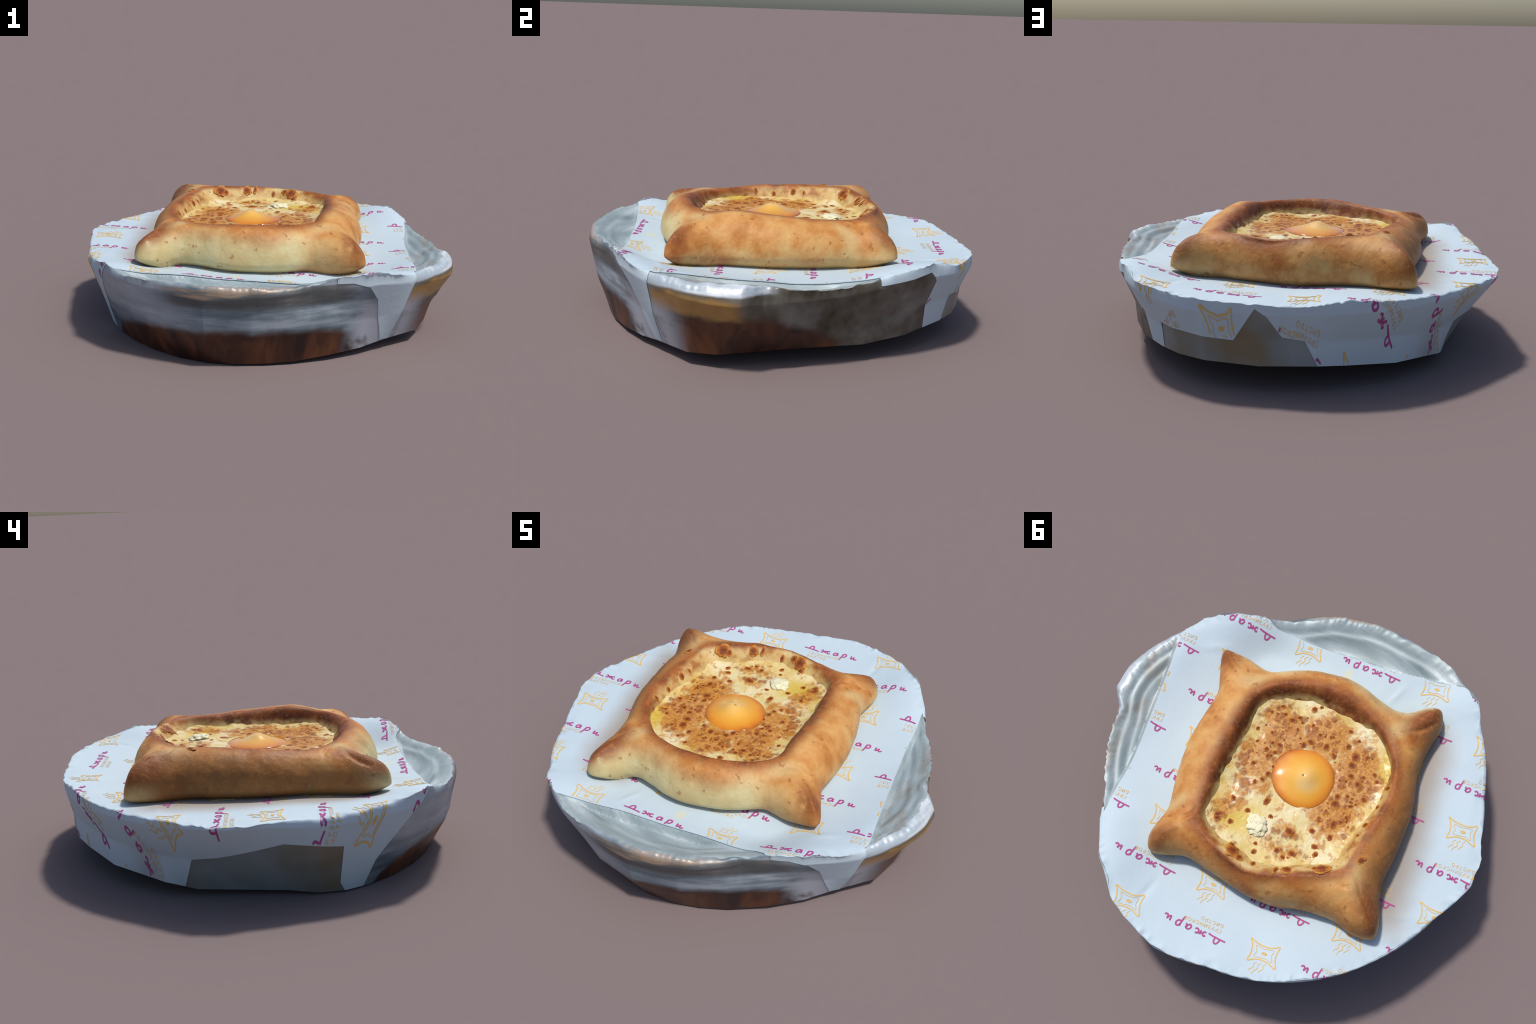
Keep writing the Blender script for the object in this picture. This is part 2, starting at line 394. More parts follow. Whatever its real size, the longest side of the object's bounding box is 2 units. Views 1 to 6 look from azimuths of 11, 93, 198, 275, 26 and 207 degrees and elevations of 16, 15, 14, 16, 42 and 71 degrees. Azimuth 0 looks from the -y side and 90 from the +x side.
def mat_crust():
    m = Mat("baked_crust")
    X, Y, Z = m.xyz()
    an = m.angle01(*BC); r = m.radius(*BC)
    s = m.add(r, m.mul(m.curve(an, curve01(bread_crest, 49)), -1.0))      # signed distance from the crest line
    n1, n2, n3 = m.noise(3.2, 4), m.noise(11, 4), m.noise(55, 3)
    tone = m.add(m.mul(n1, .5), m.add(m.mul(n2, .38), m.mul(n3, .12)))
    gold = m.colors(tone, [(.37, (.62, .355, .125)), (.46, (.56, .265, .078)), (.535, (.455, .175, .040)), (.62, (.32, .095, .019))])
    cream = m.colors(n2, [(.35, (.62, .54, .29)), (.65, (.55, .43, .20))])
    # pale, less baked flank in front (-y), pale hollows beside the corners, pale foot all round
    zz = m.add(Z, m.mul(m.add(n1, -.5), .14))
    fm = m.mul(m.ramp01(m.dist_xy(-.02, -.70, .78, .34), 1.0, .6), m.ramp01(zz, .585, .49))
    low = m.mul(m.ramp01(m.add(zz, m.mul(m.add(n2, -.5), .12)), .48, .38), .34)
    c = m.mix(m.math("MAXIMUM", fm, low), gold, cream)
    for (cx, cy, sx, sy, rot) in [(-.40, -.44, .06, .14, -.6), (.40, .34, .05, .12, -.7), (-.49, .30, .14, .07, -.7), (.33, -.36, .12, .06, .7)]:
        c = m.mix(m.mul(m.blob(cx, cy, sx, sy, rot, soft=.8), .6), c, (.60, .44, .20))
    # crust colour darkened along the -x flank, which lies in shade
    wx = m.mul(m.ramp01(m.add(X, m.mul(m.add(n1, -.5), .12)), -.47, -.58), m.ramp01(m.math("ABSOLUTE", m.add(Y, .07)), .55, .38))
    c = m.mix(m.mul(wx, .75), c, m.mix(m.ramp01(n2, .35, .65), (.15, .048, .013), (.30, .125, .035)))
    # browned crest
    band = m.mul(m.ramp01(s, .066, .0), m.ramp01(m.add(m.mul(n1, .6), m.mul(n2, .4)), .24, .44))
    c = m.mix(m.mul(band, .93), c, m.mix(m.ramp01(n2, .35, .65), (.16, .035, .010), (.34, .105, .027)))
    # pit wall: dark at +x and -y, paler and cheesy with scorched blisters on the far walls
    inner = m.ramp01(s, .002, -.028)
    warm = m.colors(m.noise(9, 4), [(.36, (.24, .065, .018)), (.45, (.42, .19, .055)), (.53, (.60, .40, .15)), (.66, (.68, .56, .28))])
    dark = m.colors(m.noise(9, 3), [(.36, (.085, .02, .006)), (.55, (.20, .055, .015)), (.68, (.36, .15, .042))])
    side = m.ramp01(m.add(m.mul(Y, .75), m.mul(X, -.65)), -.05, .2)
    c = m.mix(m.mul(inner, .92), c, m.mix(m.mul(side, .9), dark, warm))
    # a little melted cheese low on every pit wall
    cheesy = m.mul(m.mul(m.ramp01(Z, .548, .520), inner), m.ramp01(n2, .38, .56))
    c = m.mix(m.mul(cheesy, .7), c, (.58, .44, .17))
    # corner tips: darker ridges
    for (cx, cy, sx, sy, rot, f) in [(-.50, -.56, .21, .085, .95, .95), (.55, -.47, .18, .085, -.6, .8), (.42, .55, .19, .10, .85, .85), (-.65, .43, .20, .10, -.65, .9)]:
        t = m.mul(m.ramp01(m.dist_xy(cx, cy, sx, sy, rot), 1.0, .3), m.mul(m.ramp01(Z, .42, .505), m.ramp01(n2, .20, .40)))
        c = m.mix(m.mul(t, f), c, m.mix(n3, (.15, .036, .010), (.29, .09, .024)))
    # scorch freckles and pale blistered specks
    fr = m.ramp01(m.noise(24, 2, off=(3, 1, 2)), .64, .70)
    c = m.mix(m.mul(fr, .55), c, (.25, .08, .025))
    sp = m.ramp01(m.voronoi(64).outputs["Distance"], .17, .05)
    c = m.mix(m.mul(sp, m.mul(m.ramp01(n2, .42, .6), .42)), c, (.74, .55, .30))
    c = m.mix(m.mul(m.ramp01(n3, .5, .7), .15), c, (.60, .36, .13))
    m.bump(m.add(m.mul(n3, .6), m.add(m.mul(n2, .8), m.mul(m.noise(140, 2), .22))), .32, .010)
    return m.done(c, .52, 0, .22)

def mat_filling():
    m = Mat("baked_cheese")
    n1, n2, n3 = m.noise(6, 4), m.noise(22, 4, .6, distort=.5), m.noise(75, 3)
    base = m.colors(n1, [(.32, (.58, .39, .10)), (.42, (.65, .49, .19)), (.53, (.69, .575, .29)), (.65, (.72, .64, .42))])
    # yellow melted butter near the soft lump and in the -x -y corner
    for cx, cy, sx, sy, rot in [(.11, .27, .15, .12, .3), (-.42, -.24, .08, .19, .35)]:
        base = m.mix(m.mul(m.blob(cx, cy, sx, sy, rot, soft=.8), .8), base, (.58, .41, .05))
    # softly toasted zones
    def zones(lst):
        zone = None
        for cx, cy, sx, sy, rot, w in lst:
            z = m.mul(m.blob(cx, cy, sx, sy, rot, soft=.8), w)
            zone = z if zone is None else m.math("MAXIMUM", zone, z)
        return zone
    zone = zones([(-.295, -.14, .20, .26, .1, 1.0), (-.285, .07, .18, .18, 0, 1.0), (-.10, -.26, .22, .18, .2, .95), (.10, -.19, .20, .22, .5, .92), (.15, -.03, .17, .18, .3, .8), (.12, .07, .16, .12, 0, .7), (.18, .24, .1, .18, 0, .6), (-.15, .33, .26, .08, 0, .45), (-.13, .23, .1, .06, 0, .6)])
    t = m.add(m.mul(n2, .55), m.add(m.mul(n1, .20), m.mul(n3, .25)))
    tz = m.add(t, m.mul(zone, .27))
    c = m.mix(m.mul(m.ramp01(tz, .55, .69), .88), base, m.mix(m.ramp01(n3, .35, .65), (.40, .12, .011), (.56, .25, .034)))
    # cauliflower web of darker scorch where the toasting is strongest
    v = m.voronoi(27)
    patch = m.noise(9, 3, .55, off=(2, 9, 4))
    web = m.mul(m.ramp01(m.add(v.outputs["Distance"], m.add(m.mul(m.add(n3, -.5), .6), m.mul(m.add(n2, -.5), .9))), .62, .28), m.ramp01(m.add(patch, m.mul(zone, .24)), .54, .68))
    c = m.mix(m.mul(web, .8), c, m.mix(m.ramp01(n3, .35, .65), (.19, .038, .005), (.36, .10, .011)))
    # lone flecks
    fl = m.ramp01(m.noise(14, 4, .6, off=(7, 2, 0), stretch=(1, .8, 1)), .565, .65)
    c = m.mix(m.mul(fl, .8), c, m.mix(n3, (.36, .11, .012), (.56, .25, .04)))
    m.bump(m.add(m.mul(n2, .6), m.add(m.mul(n3, .4), m.mul(web, .5))), .45, .012)
    return m.done(c, .45, 0, .22, Coat_Weight=.06, Coat_Roughness=.15)

def mat_simple(name, stops, scale, rough, **k):
    m = Mat(name)
    n = m.noise(scale, 4)
    m.bump(m.noise(scale * 4, 3), .2, .006)
    return m.done(m.colors(n, stops), rough, 0, .5, **k)

# ------------------------------------------------------------------ bread plan tables (degrees about BC, radius)
OUT = [(-36, .787), (-41, .702), (-45, .63), (-49, .59), (-60, .579), (-71, .578), (-85, .579), (-96, .573), (-106, .563), (-114, .574),
       (-119, .618), (-122, .715), (-125, .757), (-128, .75), (-132, .712), (-136, .648), (-142, .585), (-152, .532), (-168, .516),
       (179, .516), (163, .547), (153, .588), (147, .649), (142.5, .738), (139, .788), (135.5, .774), (131, .721), (127, .656), (121, .612),
       (113, .584), (102, .581), (90, .577), (78, .58), (67, .607), (58, .65), (53.5, .73), (51, .776), (48, .788), (44, .758), (40, .693),
       (36, .648), (26, .616), (17, .599), (4, .594), (-9, .596), (-21, .622), (-27, .684), (-31, .752), (-33.5, .789)]
FILL = [(-50, .412), (-67, .4), (-82, .367), (-99, .367), (-112, .392), (-123, .426), (-136, .428), (-146, .417), (-157, .383), (-177, .354),
        (166, .33), (152, .339), (142, .375), (130, .404), (112, .41), (95, .423), (83, .443), (73, .432), (62, .469), (53, .49), (46, .48),
        (38, .43), (16, .36), (-11, .345), (-31, .40)]
CREST = [(-41, .471), (-53, .464), (-68, .446), (-82, .437), (-96, .43), (-111, .426), (-126, .424), (-141, .424), (-151, .419), (-166, .406),
         (177, .388), (160, .397), (147, .434), (135, .48), (119, .467), (102, .484), (86, .526), (75, .532), (65, .533), (52, .534),
         (44, .509), (32, .451), (17, .42), (-2, .401), (-20, .421), (-32, .457)]
CREST_Z = table([(-20, .597), (0, .585), (30, .563), (50, .566), (75, .586), (95, .584), (120, .588), (137, .586), (155, .588), (175, .583),
                 (200, .574), (225, .555), (245, .566), (275, .585), (300, .59), (321, .582)])
def polar_loop(tab):
    p = [(r * math.cos(math.radians(a)), r * math.sin(math.radians(a))) for a, r in tab]
    q = spline(p, 1200)
    a = np.degrees(np.arctan2(q[:, 1], q[:, 0])) % 360; r = np.hypot(q[:, 0], q[:, 1])
    k = np.argsort(a)
    return q, fine(lambda deg: np.interp(deg, a[k], r[k], period=360))
OUT_LOOP, bread_out = polar_loop(OUT)
_, bread_fill = polar_loop(FILL)
_, bread_crest = polar_loop(CREST)

PAPER, METAL, SIDE = mat_paper(), mat_metal(False), mat_metal(True)
MAGENTA = mat_ink("magenta_ink", (.33, .05, .19), (.43, .09, .26))
GOLD = mat_ink("gold_ink", (.64, .39, .10), (.72, .50, .20))
CRUST, CHEESE = mat_crust(), mat_filling()
def mat_yolk():
    m = Mat("egg_yolk")
    n = m.noise(7, 3)
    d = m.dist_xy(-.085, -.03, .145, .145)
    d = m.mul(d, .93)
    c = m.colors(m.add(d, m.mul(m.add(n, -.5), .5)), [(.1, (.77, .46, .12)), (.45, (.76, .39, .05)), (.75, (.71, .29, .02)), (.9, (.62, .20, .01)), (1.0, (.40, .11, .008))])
    painted_sheen = m.mul(m.blob(-.115, -.005, .085, .06, .6, soft=.9), m.ramp01(m.noise(9, 3), .36, .58))  # pale light reflection on the yolk, mixed into its colour
    c = m.mix(m.mul(painted_sheen, .6), c, (.80, .56, .24))
    m.bump(m.noise(30, 3), .06, .005)
    return m.done(c, .12, 0, .5, Coat_Weight=.5, Coat_Roughness=.05)
YOLK = mat_yolk()
CURD = mat_simple("white_curd", [(.3, (.68, .58, .27)), (.5, (.76, .71, .46)), (.68, (.82, .79, .62))], 22, .4)
def mat_scorch():
    m = Mat("scorched_blister")
    X, Y, Z = m.xyz()
    d = m.math("SQRT", m.add(m.mul(X, X), m.mul(Y, Y)))
    n = m.noise(2.2, 4)
    c = m.colors(m.add(d, m.mul(m.add(n, -.5), .9)), [(.15, (.15, .028, .005)), (.5, (.26, .06, .008)), (.8, (.40, .13, .015)), (1.0, (.53, .23, .032))])
    m.bump(m.noise(5, 3), .3, .05)
    return m.done(c, .38, 0, .3)
SCORCH = mat_scorch()

# ------------------------------------------------------------------ dish
dish = empty("metal_dish")
dish["label"] = "round metal dish with crimped rim and foot painted with a brown table reflection"
dish["category"] = "dish"
NA = 1440
deg = np.arange(NA) * 360 / NA - 180
cs, sn = np.cos(np.radians(deg)), np.sin(np.radians(deg))
reflection_top = table([(-146, .0), (-138, .05), (-126, .14), (-112, .185), (-95, .19), (-80, .19), (-62, .175), (-50, .14), (-42, .06), (-36, .06),
                  (-31, .1), (-25, .2), (-10, .21), (2, .2), (12, .18), (24, .1), (36, .09), (100, .12), (160, .05)])
zw = np.clip(reflection_top(deg), bot_z(deg) + .002, None)
zr = edge_z(deg)
def wall_rows(z_top, z_low, n, off=0.0):
    V = []
    for i in range(n):
        t = i / (n - 1)
        t = t ** 1.4
        z = z_top + (z_low - z_top) * t
        r = wall_r(deg, z) + off
        V.append(np.stack([r * cs, r * sn, z], 1))
    return V
rows = wall_rows(zr, zw, 34)
# inward roll of the rim and the inside of the dish
inside = []
def dish_in_z(rho, d):
    a = (d + 180) % 360 - 180
    right = smooth((a + 36) / 10) * (1 - smooth((a - 26) / 10))
    z = SOFT_Z(d) + EDGE_BUMP(d) * smooth((rho - .96) / .04) - (.064 - .012 * right) * (1 - smooth((rho - .82) / .18))
    s = (1 - rho) * RIM_R(d)
    z = z + right * .65 * (.006 * np.exp(-((s - .07) / .014) ** 2) - .008 * np.exp(-((s - .04) / .016) ** 2) + .005 * np.exp(-((s - .12) / .016) ** 2) - .005 * np.exp(-((s - .095) / .012) ** 2))
    z = z + (1 - right) * (.005 * np.exp(-((s - .085) / .014) ** 2) - .003 * np.exp(-((s - .055) / .014) ** 2))
    return z
for k in range(1, 61):
    rho = 1 - .42 * (k / 60)
    r = SOFT_R(deg) * rho + (edge_r(deg) - SOFT_R(deg)) * smooth((rho - .93) / .07)
    x, y = r * cs, r * sn
    under = paper_z(x, y) - .0055
    lim = paper_limit(deg)
    w = np.where(exposed(deg), smooth((lim + .022 - r) / .024), 1.0)
    z = under * w + dish_in_z(rho, deg) * (1 - w)
    inside.append(np.stack([x, y, z], 1))
shell = inside[::-1] + rows
V = np.concatenate(shell)
F = grid_faces(len(shell), NA, flip=True)
c0 = len(V)
V = np.concatenate([V, [[0, 0, .35]]])
F += [(c0, j, (j + 1) % NA) for j in range(NA)]
me = mesh_from("dish_body", V, F)
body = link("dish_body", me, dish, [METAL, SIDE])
nin = len(inside)
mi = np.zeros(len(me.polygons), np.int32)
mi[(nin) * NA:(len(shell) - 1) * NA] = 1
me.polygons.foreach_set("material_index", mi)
me.set_sharp_from_angle(angle=math.radians(50))

# foot: lower wall and underside
rows = wall_rows(zw, bot_z(deg), 12)
V = np.concatenate(rows + [np.stack([.55 * cs, .55 * sn, bot_z(deg) * .6 + .02], 1)])
F = grid_faces(len(rows) + 1, NA, flip=True)
c0 = len(V)
V = np.concatenate([V, [[0, 0, .03]]])
F += [((len(rows)) * NA + (j + 1) % NA, (len(rows)) * NA + j, c0) for j in range(NA)]
me = mesh_from("reflection_tinted_foot", V, F)
link("reflection_tinted_foot", me, dish, [SIDE])
me.set_sharp_from_angle(angle=math.radians(25))

# ------------------------------------------------------------------ paper sheet
paper = empty("paper_liner")
paper["label"] = "white greaseproof paper sheet with repeating magenta and gold print"
paper["category"] = "food paper"
lim = paper_limit(deg)
rad = np.concatenate([np.linspace(.35, .9, 40), np.linspace(.9, 1, 26)[1:]])
rows = []
for t in rad:
    r = lim * t
    rows.append(np.stack([r * cs, r * sn, paper_z(r * cs, r * sn)], 1))
# underside of the sheet
thick = .003
top_n = len(rows)
bot = [p - np.array([0, 0, thick]) for p in rows[::-1]]
allr = rows + bot
V = np.concatenate(allr)
F = grid_faces(len(allr), NA)
c0 = len(V)
V = np.concatenate([V, [[0, 0, .366]]])
F += [(c0, j, (j + 1) % NA) for j in range(NA)]
me = mesh_from("paper_sheet", V, F)
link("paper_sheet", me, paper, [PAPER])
me.set_sharp_from_angle(angle=math.radians(60))
# hanging skirt, where the sheet folds over the rim
hz = hang_z(deg)
out_rows = wall_rows(zr, hz, 40, off=.003)
out_rows[0] = np.stack([(edge_r(deg) - .001) * cs, (edge_r(deg) - .001) * sn, paper_z((edge_r(deg) - .001) * cs, (edge_r(deg) - .001) * sn) + .0005], 1)
in_rows = wall_rows(zr - .006, hz, 40, off=.0008)[::-1]
allr = out_rows + in_rows
keep = np.zeros((len(allr) - 1, NA), bool)
ex = exposed(deg)
keep[:, :] = ~(ex | np.roll(ex, -1))[None, :]
V = np.concatenate(allr)
F = grid_faces(len(allr), NA, keep=keep, flip=True)
me = mesh_from("paper_overhang", V, F)
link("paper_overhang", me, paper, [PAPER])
me.set_sharp_from_angle(angle=math.radians(40))

# ------------------------------------------------------------------ print on the paper
def ribbon(V, F, pts, width, origin, ux, uy, scale, taper=True, closed=False):
    """a thin raised stroke of ink laid on the draped sheet"""
    p = spline(pts, max(24, 8 * len(pts)), closed=closed) * scale
    n = len(p)
    d = np.gradient(p, axis=0) if not closed else np.roll(p, -1, 0) - np.roll(p, 1, 0)
    d /= np.maximum(np.linalg.norm(d, axis=1, keepdims=True), 1e-9)
    nn = np.stack([-d[:, 1], d[:, 0]], 1)
    w = width * (.55 + .45 * np.sin(math.pi * np.linspace(0, 1, n))) if taper else np.full(n, width)
    ring = []
    for sgn, lift in ((-1, -.001), (-1, .0014), (1, .0014), (1, -.001)):
        q = p + nn * (w * .5 * sgn)[:, None]
        ring.append(drape(origin[0] + ux[0] * q[:, 0] + uy[0] * q[:, 1], origin[1] + ux[1] * q[:, 0] + uy[1] * q[:, 1], lift))
    ring = np.stack(ring, 1)
    ok = np.isfinite(ring).all((1, 2))
    at = np.full(n, -1)
    for i in range(n):
        if ok[i]:
            at[i] = len(V)
            V.extend(map(tuple, ring[i]))
    for i in range(n if closed else n - 1):
        k = (i + 1) % n
        if ok[i] and ok[k] and np.linalg.norm(ring[i, 1] - ring[k, 1]) < .05:
            for m in range(3):
                F.append((at[i] + m, at[k] + m, at[k] + m + 1, at[i] + m + 1))

LETTERS = [  # cursive word, unit length
    [(0, .0), (.07, -.004), (.15, -.012), (.22, -.02), (.28, -.034)],
    [(.085, -.008), (.10, .04), (.125, .072), (.155, .07), (.17, .035), (.165, -.008), (.18, -.02)],
    [(.315, .018), (.335, .035), (.358, .02), (.356, -.018), (.335, -.03), (.318, -.02)],
    [(.40, .03), (.402, .0), (.40, -.035)], [(.358, .0), (.40, .002), (.435, .02)],
    [(.478, .02), (.455, .03), (.435, .01), (.44, -.025), (.465, -.04), (.495, -.026)],
    [(.635, .012), (.605, .026), (.572, .008), (.562, -.03), (.585, -.05), (.615, -.03), (.637, .014), (.634, -.02), (.648, -.052)],
    [(.735, .03), (.728, -.03), (.715, -.09), (.703, -.135)],
    [(.73, -.01), (.755, .03), (.79, .026), (.798, -.015), (.77, -.05), (.735, -.05)],
    [(.885, -.005), (.90, -.005), (.896, -.045), (.905, -.062), (.93, -.045), (.95, -.012), (.948, -.05), (.965, -.072), (.99, -.066), (1.0, -.05)],
]
MOTIF = [
    ("c", .0065, [(-.069, .048), (-.03, .034), (.005, .03), (.035, .036), (.064, .05), (.06, .02), (.062, -.005), (.07, -.03), (.081, -.048), (.045, -.036), (0, -.032), (-.03, -.038), (-.056, -.051), (-.053, -.02), (-.056, .01)]),
    ("c", .0028, [(-.044, .026), (-.01, .019), (.04, .024), (.037, 0), (.048, -.025), (.01, -.02), (-.035, -.027), (-.034, 0)]),
    ("c", .0075, [(-.010, 0), (0, .0045), (.010, 0), (0, -.0045)]),
    ("o", .0036, [(-.024, .042), (-.014, .054), (-.018, .066), (-.006, .080), (-.004, .088)]),
    ("o", .0044, [(-.004, .044), (.010, .057), (.006, .072), (.020, .088), (.024, .104)]),
    ("o", .0036, [(.018, .046), (.030, .058), (.026, .072), (.040, .085), (.043, .094)]),
]
ROW = np.array([.9964, .0848]); COL = np.array([-.0848, .9964])
HALF, VSTEP = .3332, .2155
WORD_TILT = math.radians(-1.0)

def text_mesh(body, size):
    c = bpy.data.curves.new("caption", "FONT"); c.body = body; c.size = size; c.resolution_u = 2; c.space_character = 1.25
    o = bpy.data.objects.new("caption", c); bpy.context.scene.collection.objects.link(o)
    bpy.context.view_layer.update()
    me = o.evaluated_get(bpy.context.evaluated_depsgraph_get()).to_mesh()
    v = [tuple(q.co) for q in me.vertices]; f = [tuple(p.vertices) for p in me.polygons]
    o.to_mesh_clear()
    bpy.data.objects.remove(o); bpy.data.curves.remove(c)
    return v, f
CAPTIONS = [(text_mesh("ГРУЗИНСКОЕ", .0235), .035, -.046), (text_mesh("БИСТРО", .0235), .035, -.072)]

def under_bread(x, y, margin):
    d = math.degrees(math.atan2(y - BC[1], x - BC[0]))
    return math.hypot(x - BC[0], y - BC[1]) < float(bread_out(d)) - margin

for row in range(-6, 7):
    v = .355 + (row) * VSTEP
    for k in range(-5, 6):
        u = -.605 + k if (row % 2 == 0) == (k % 2 == 0) else None
        # motif places: u = -0.605 + 2n on even rows, +0.41 on odd rows (in half periods); words lie between them
        n = 2 * k
        um = (-.605 if row % 2 == 0 else .41) + n
        uw = um + 1.06
        c = ROW * (um * HALF) + COL * v
        if math.hypot(*c) < 1.22 and not under_bread(c[0], c[1], .12):
            V, F = [], []
            for kind, w, pts in MOTIF:
                ribbon(V, F, pts, w * .88, c, ROW, COL, 1.0, taper=(kind == "o"), closed=(kind == "c"))
            if F:
                link("printed_bread_emblem", mesh_from("printed_bread_emblem", V, F), paper, [GOLD], False)
        c = ROW * (uw * HALF) + COL * (v + .012)
        if math.hypot(*c) < 1.25 and not under_bread(c[0], c[1], .17):
            ca, sa = math.cos(WORD_TILT), math.sin(WORD_TILT)
            ux = ROW * ca + COL * sa; uy = COL * ca - ROW * sa
            L = .305
            org = c - ux * (.55 * L)
            V, F = [], []
            for pts in LETTERS:
                pts = [(a, b + a * .0) for a, b in pts]
                ribbon(V, F, pts, .0078, org, ux, uy, L, taper=False)
            if F:
                link("printed_word", mesh_from("printed_word", V, F), paper, [MAGENTA], False)
            V, F = [], []
            for (tv, tf), ox, oy in CAPTIONS:
                m = {}
                q = np.array(tv)[:, :2] + (ox, oy)
                q3 = drape(org[0] + ux[0] * q[:, 0] + uy[0] * q[:, 1], org[1] + ux[1] * q[:, 0] + uy[1] * q[:, 1], .0016)
                for i in np.nonzero(np.isfinite(q3).all(1))[0]:
                    m[int(i)] = len(V); V.append(tuple(q3[i]))
                for f in tf:
                    if all(i in m for i in f):
                        p = np.array([V[m[i]] for i in f])
                        if np.ptp(p, axis=0).max() < .06: F.append([m[i] for i in f])
            if F:
                link("printed_caption", mesh_from("printed_caption", V, F), paper, [GOLD], False)

# ------------------------------------------------------------------ bread
bread = empty("cheese_bread")
bread["label"] = "square boat-shaped cheese bread with four pointed corners and egg yolk"
bread["category"] = "bread"

NB = 1440
bd = np.arange(NB) * 360 / NB - 180
bc, bs = np.cos(np.radians(bd)), np.sin(np.radians(bd))
ro, rc, rf = bread_out(bd), bread_crest(bd), bread_fill(bd)
full = smooth(1 - np.abs(bd - 96) / 62) + .5 * smooth(1 - np.abs((bd % 360) - 185) / 50)
ro = ro + .02 * full
rc = np.minimum(rc, ro - .06); rf = np.minimum(rf * .985 + .016 * ring_noise(3, 2.2)(bd) + .007 * ring_noise(9, 6.6)(bd), rc - .02)
zc = CREST_Z(bd)
k = np.ones(41) / 41
zc = np.convolve(np.concatenate([zc[-20:], zc, zc[:20]]), k, "valid")
LO = np.stack([ro * bc, ro * bs], 1)[::3]
def outline_distance(x, y):
    d = np.full(x.shape, 9.0)
    A, B = LO, np.roll(LO, -1, 0)
    for a, b in zip(A, B):
        e = b - a; L = e @ e
        t = np.clip(((x - a[0]) * e[0] + (y - a[1]) * e[1]) / L, 0, 1)
        d = np.minimum(d, np.hypot(x - a[0] - t * e[0], y - a[1] - t * e[1]))
    return d
Z_SIDE = .42
R, Zz = [], []
n_in, n_top = 16, 44
for i in range(n_in):                       # pit wall, from under the filling up to the crest
    t = i / n_in
    R.append((rf - .03) + (rc - rf + .03) * t)
    q = np.clip((rc - R[-1]) / (rc - rf), 0, 1.3)
    Zz.append(zc - (zc - .505) * np.where(q < 1, (1 - np.cos(math.pi * np.clip(q, 0, 1))) / 2, 1 + (q - 1) * .6))
for i in range(n_top + 1):                  # crest to the widest line
    t = i / n_top
    t = 1 - (1 - t) ** 1.5
    r = rc + (ro - rc) * t
    d = outline_distance(r * bc, r * bs) if i < n_top else np.zeros(NB)
    g = np.sqrt(np.clip(1 - (1 - np.clip(d / .152, 0, 1)) ** 2, 0, 1))
    dip = .026 * smooth((r - .44) / .14) * smooth(1 - np.abs(bd + 35) / 17) + .008 * smooth((r - .46) / .14) * smooth(1 - np.abs(bd + 125) / 14)
    R.append(r); Zz.append(Z_SIDE + (zc - dip - Z_SIDE) * g)
ZG = np.array(Zz)
for _ in range(10):                         # soften the ridge lines
    s = ZG.copy()
    s[1:-1] = .25 * (np.roll(ZG, 1, 1) + np.roll(ZG, -1, 1))[1:-1] + .25 * (ZG[2:] + ZG[:-2])
    s[n_in + n_top - 6:] = ZG[n_in + n_top - 6:]
    ZG = s
R = [np.array(r) for r in R]
Zz = list(ZG)
for i in range(1, 9):                       # tuck in towards the paper
    t = i / 8
    R.append(ro - (.058 - .014 * full + .03 * smooth((ro - .66) / .1)) * t ** 2)
    base = paper_z(BC[0] + R[-1] * bc, BC[1] + R[-1] * bs) - .004
    Zz.append(Z_SIDE + (base - Z_SIDE) * t)
CREASES = [(.47, -.42, -.62, .09, .010, .007), (.36, -.33, .35, .07, .009, .006), (.40, -.30, .0, .05, .008, .004), (-.50, -.50, .92, .12, .011, .009), (-.43, -.37, -.5, .08, .009, .007),
           (-.52, .33, 2.4, .07, .009, .007), (-.47, .37, .3, .05, .008, .005), (.31, .37, .9, .06, .009, .006), (.37, .42, -.4, .05, .008, .005), (-.58, .40, -.6, .05, .007, .005), (.05, -.50, .1, .05, .007, .003)]
V = []
for i, (r, z) in enumerate(zip(R, Zz)):
    x, y = BC[0] + r * bc, BC[1] + r * bs
    z = np.array(z)
    for px, py, th, L, w, dep in CREASES:       # place, direction, half length, width, depth
        u = (x - px) * math.cos(th) + (y - py) * math.sin(th); v = -(x - px) * math.sin(th) + (y - py) * math.cos(th) + .35 * u * u / L
        z -= dep * (np.exp(-(v / w) ** 2) - .45 * np.exp(-((v - 2.2 * w) / (1.5 * w)) ** 2)) * smooth(1 - np.abs(u) / L) * (z > .47)
    amp = 1.0 if i < len(R) - 3 else .2
    for j in range(NB):
        p = Vector((x[j], y[j], z[j]))
        a = noise.noise(p * 5.5) * .0065 + noise.noise(p * 16 + Vector((3, 1, 7))) * .0022 + noise.noise(p * 45) * .0007
        V.append((x[j] + bc[j] * a * .8 * amp, y[j] + bs[j] * a * .8 * amp, z[j] + a * .8 * amp))
F = grid_faces(len(R), NB, flip=True)
me = mesh_from("crust", V, F)
link("crust", me, bread, [CRUST])

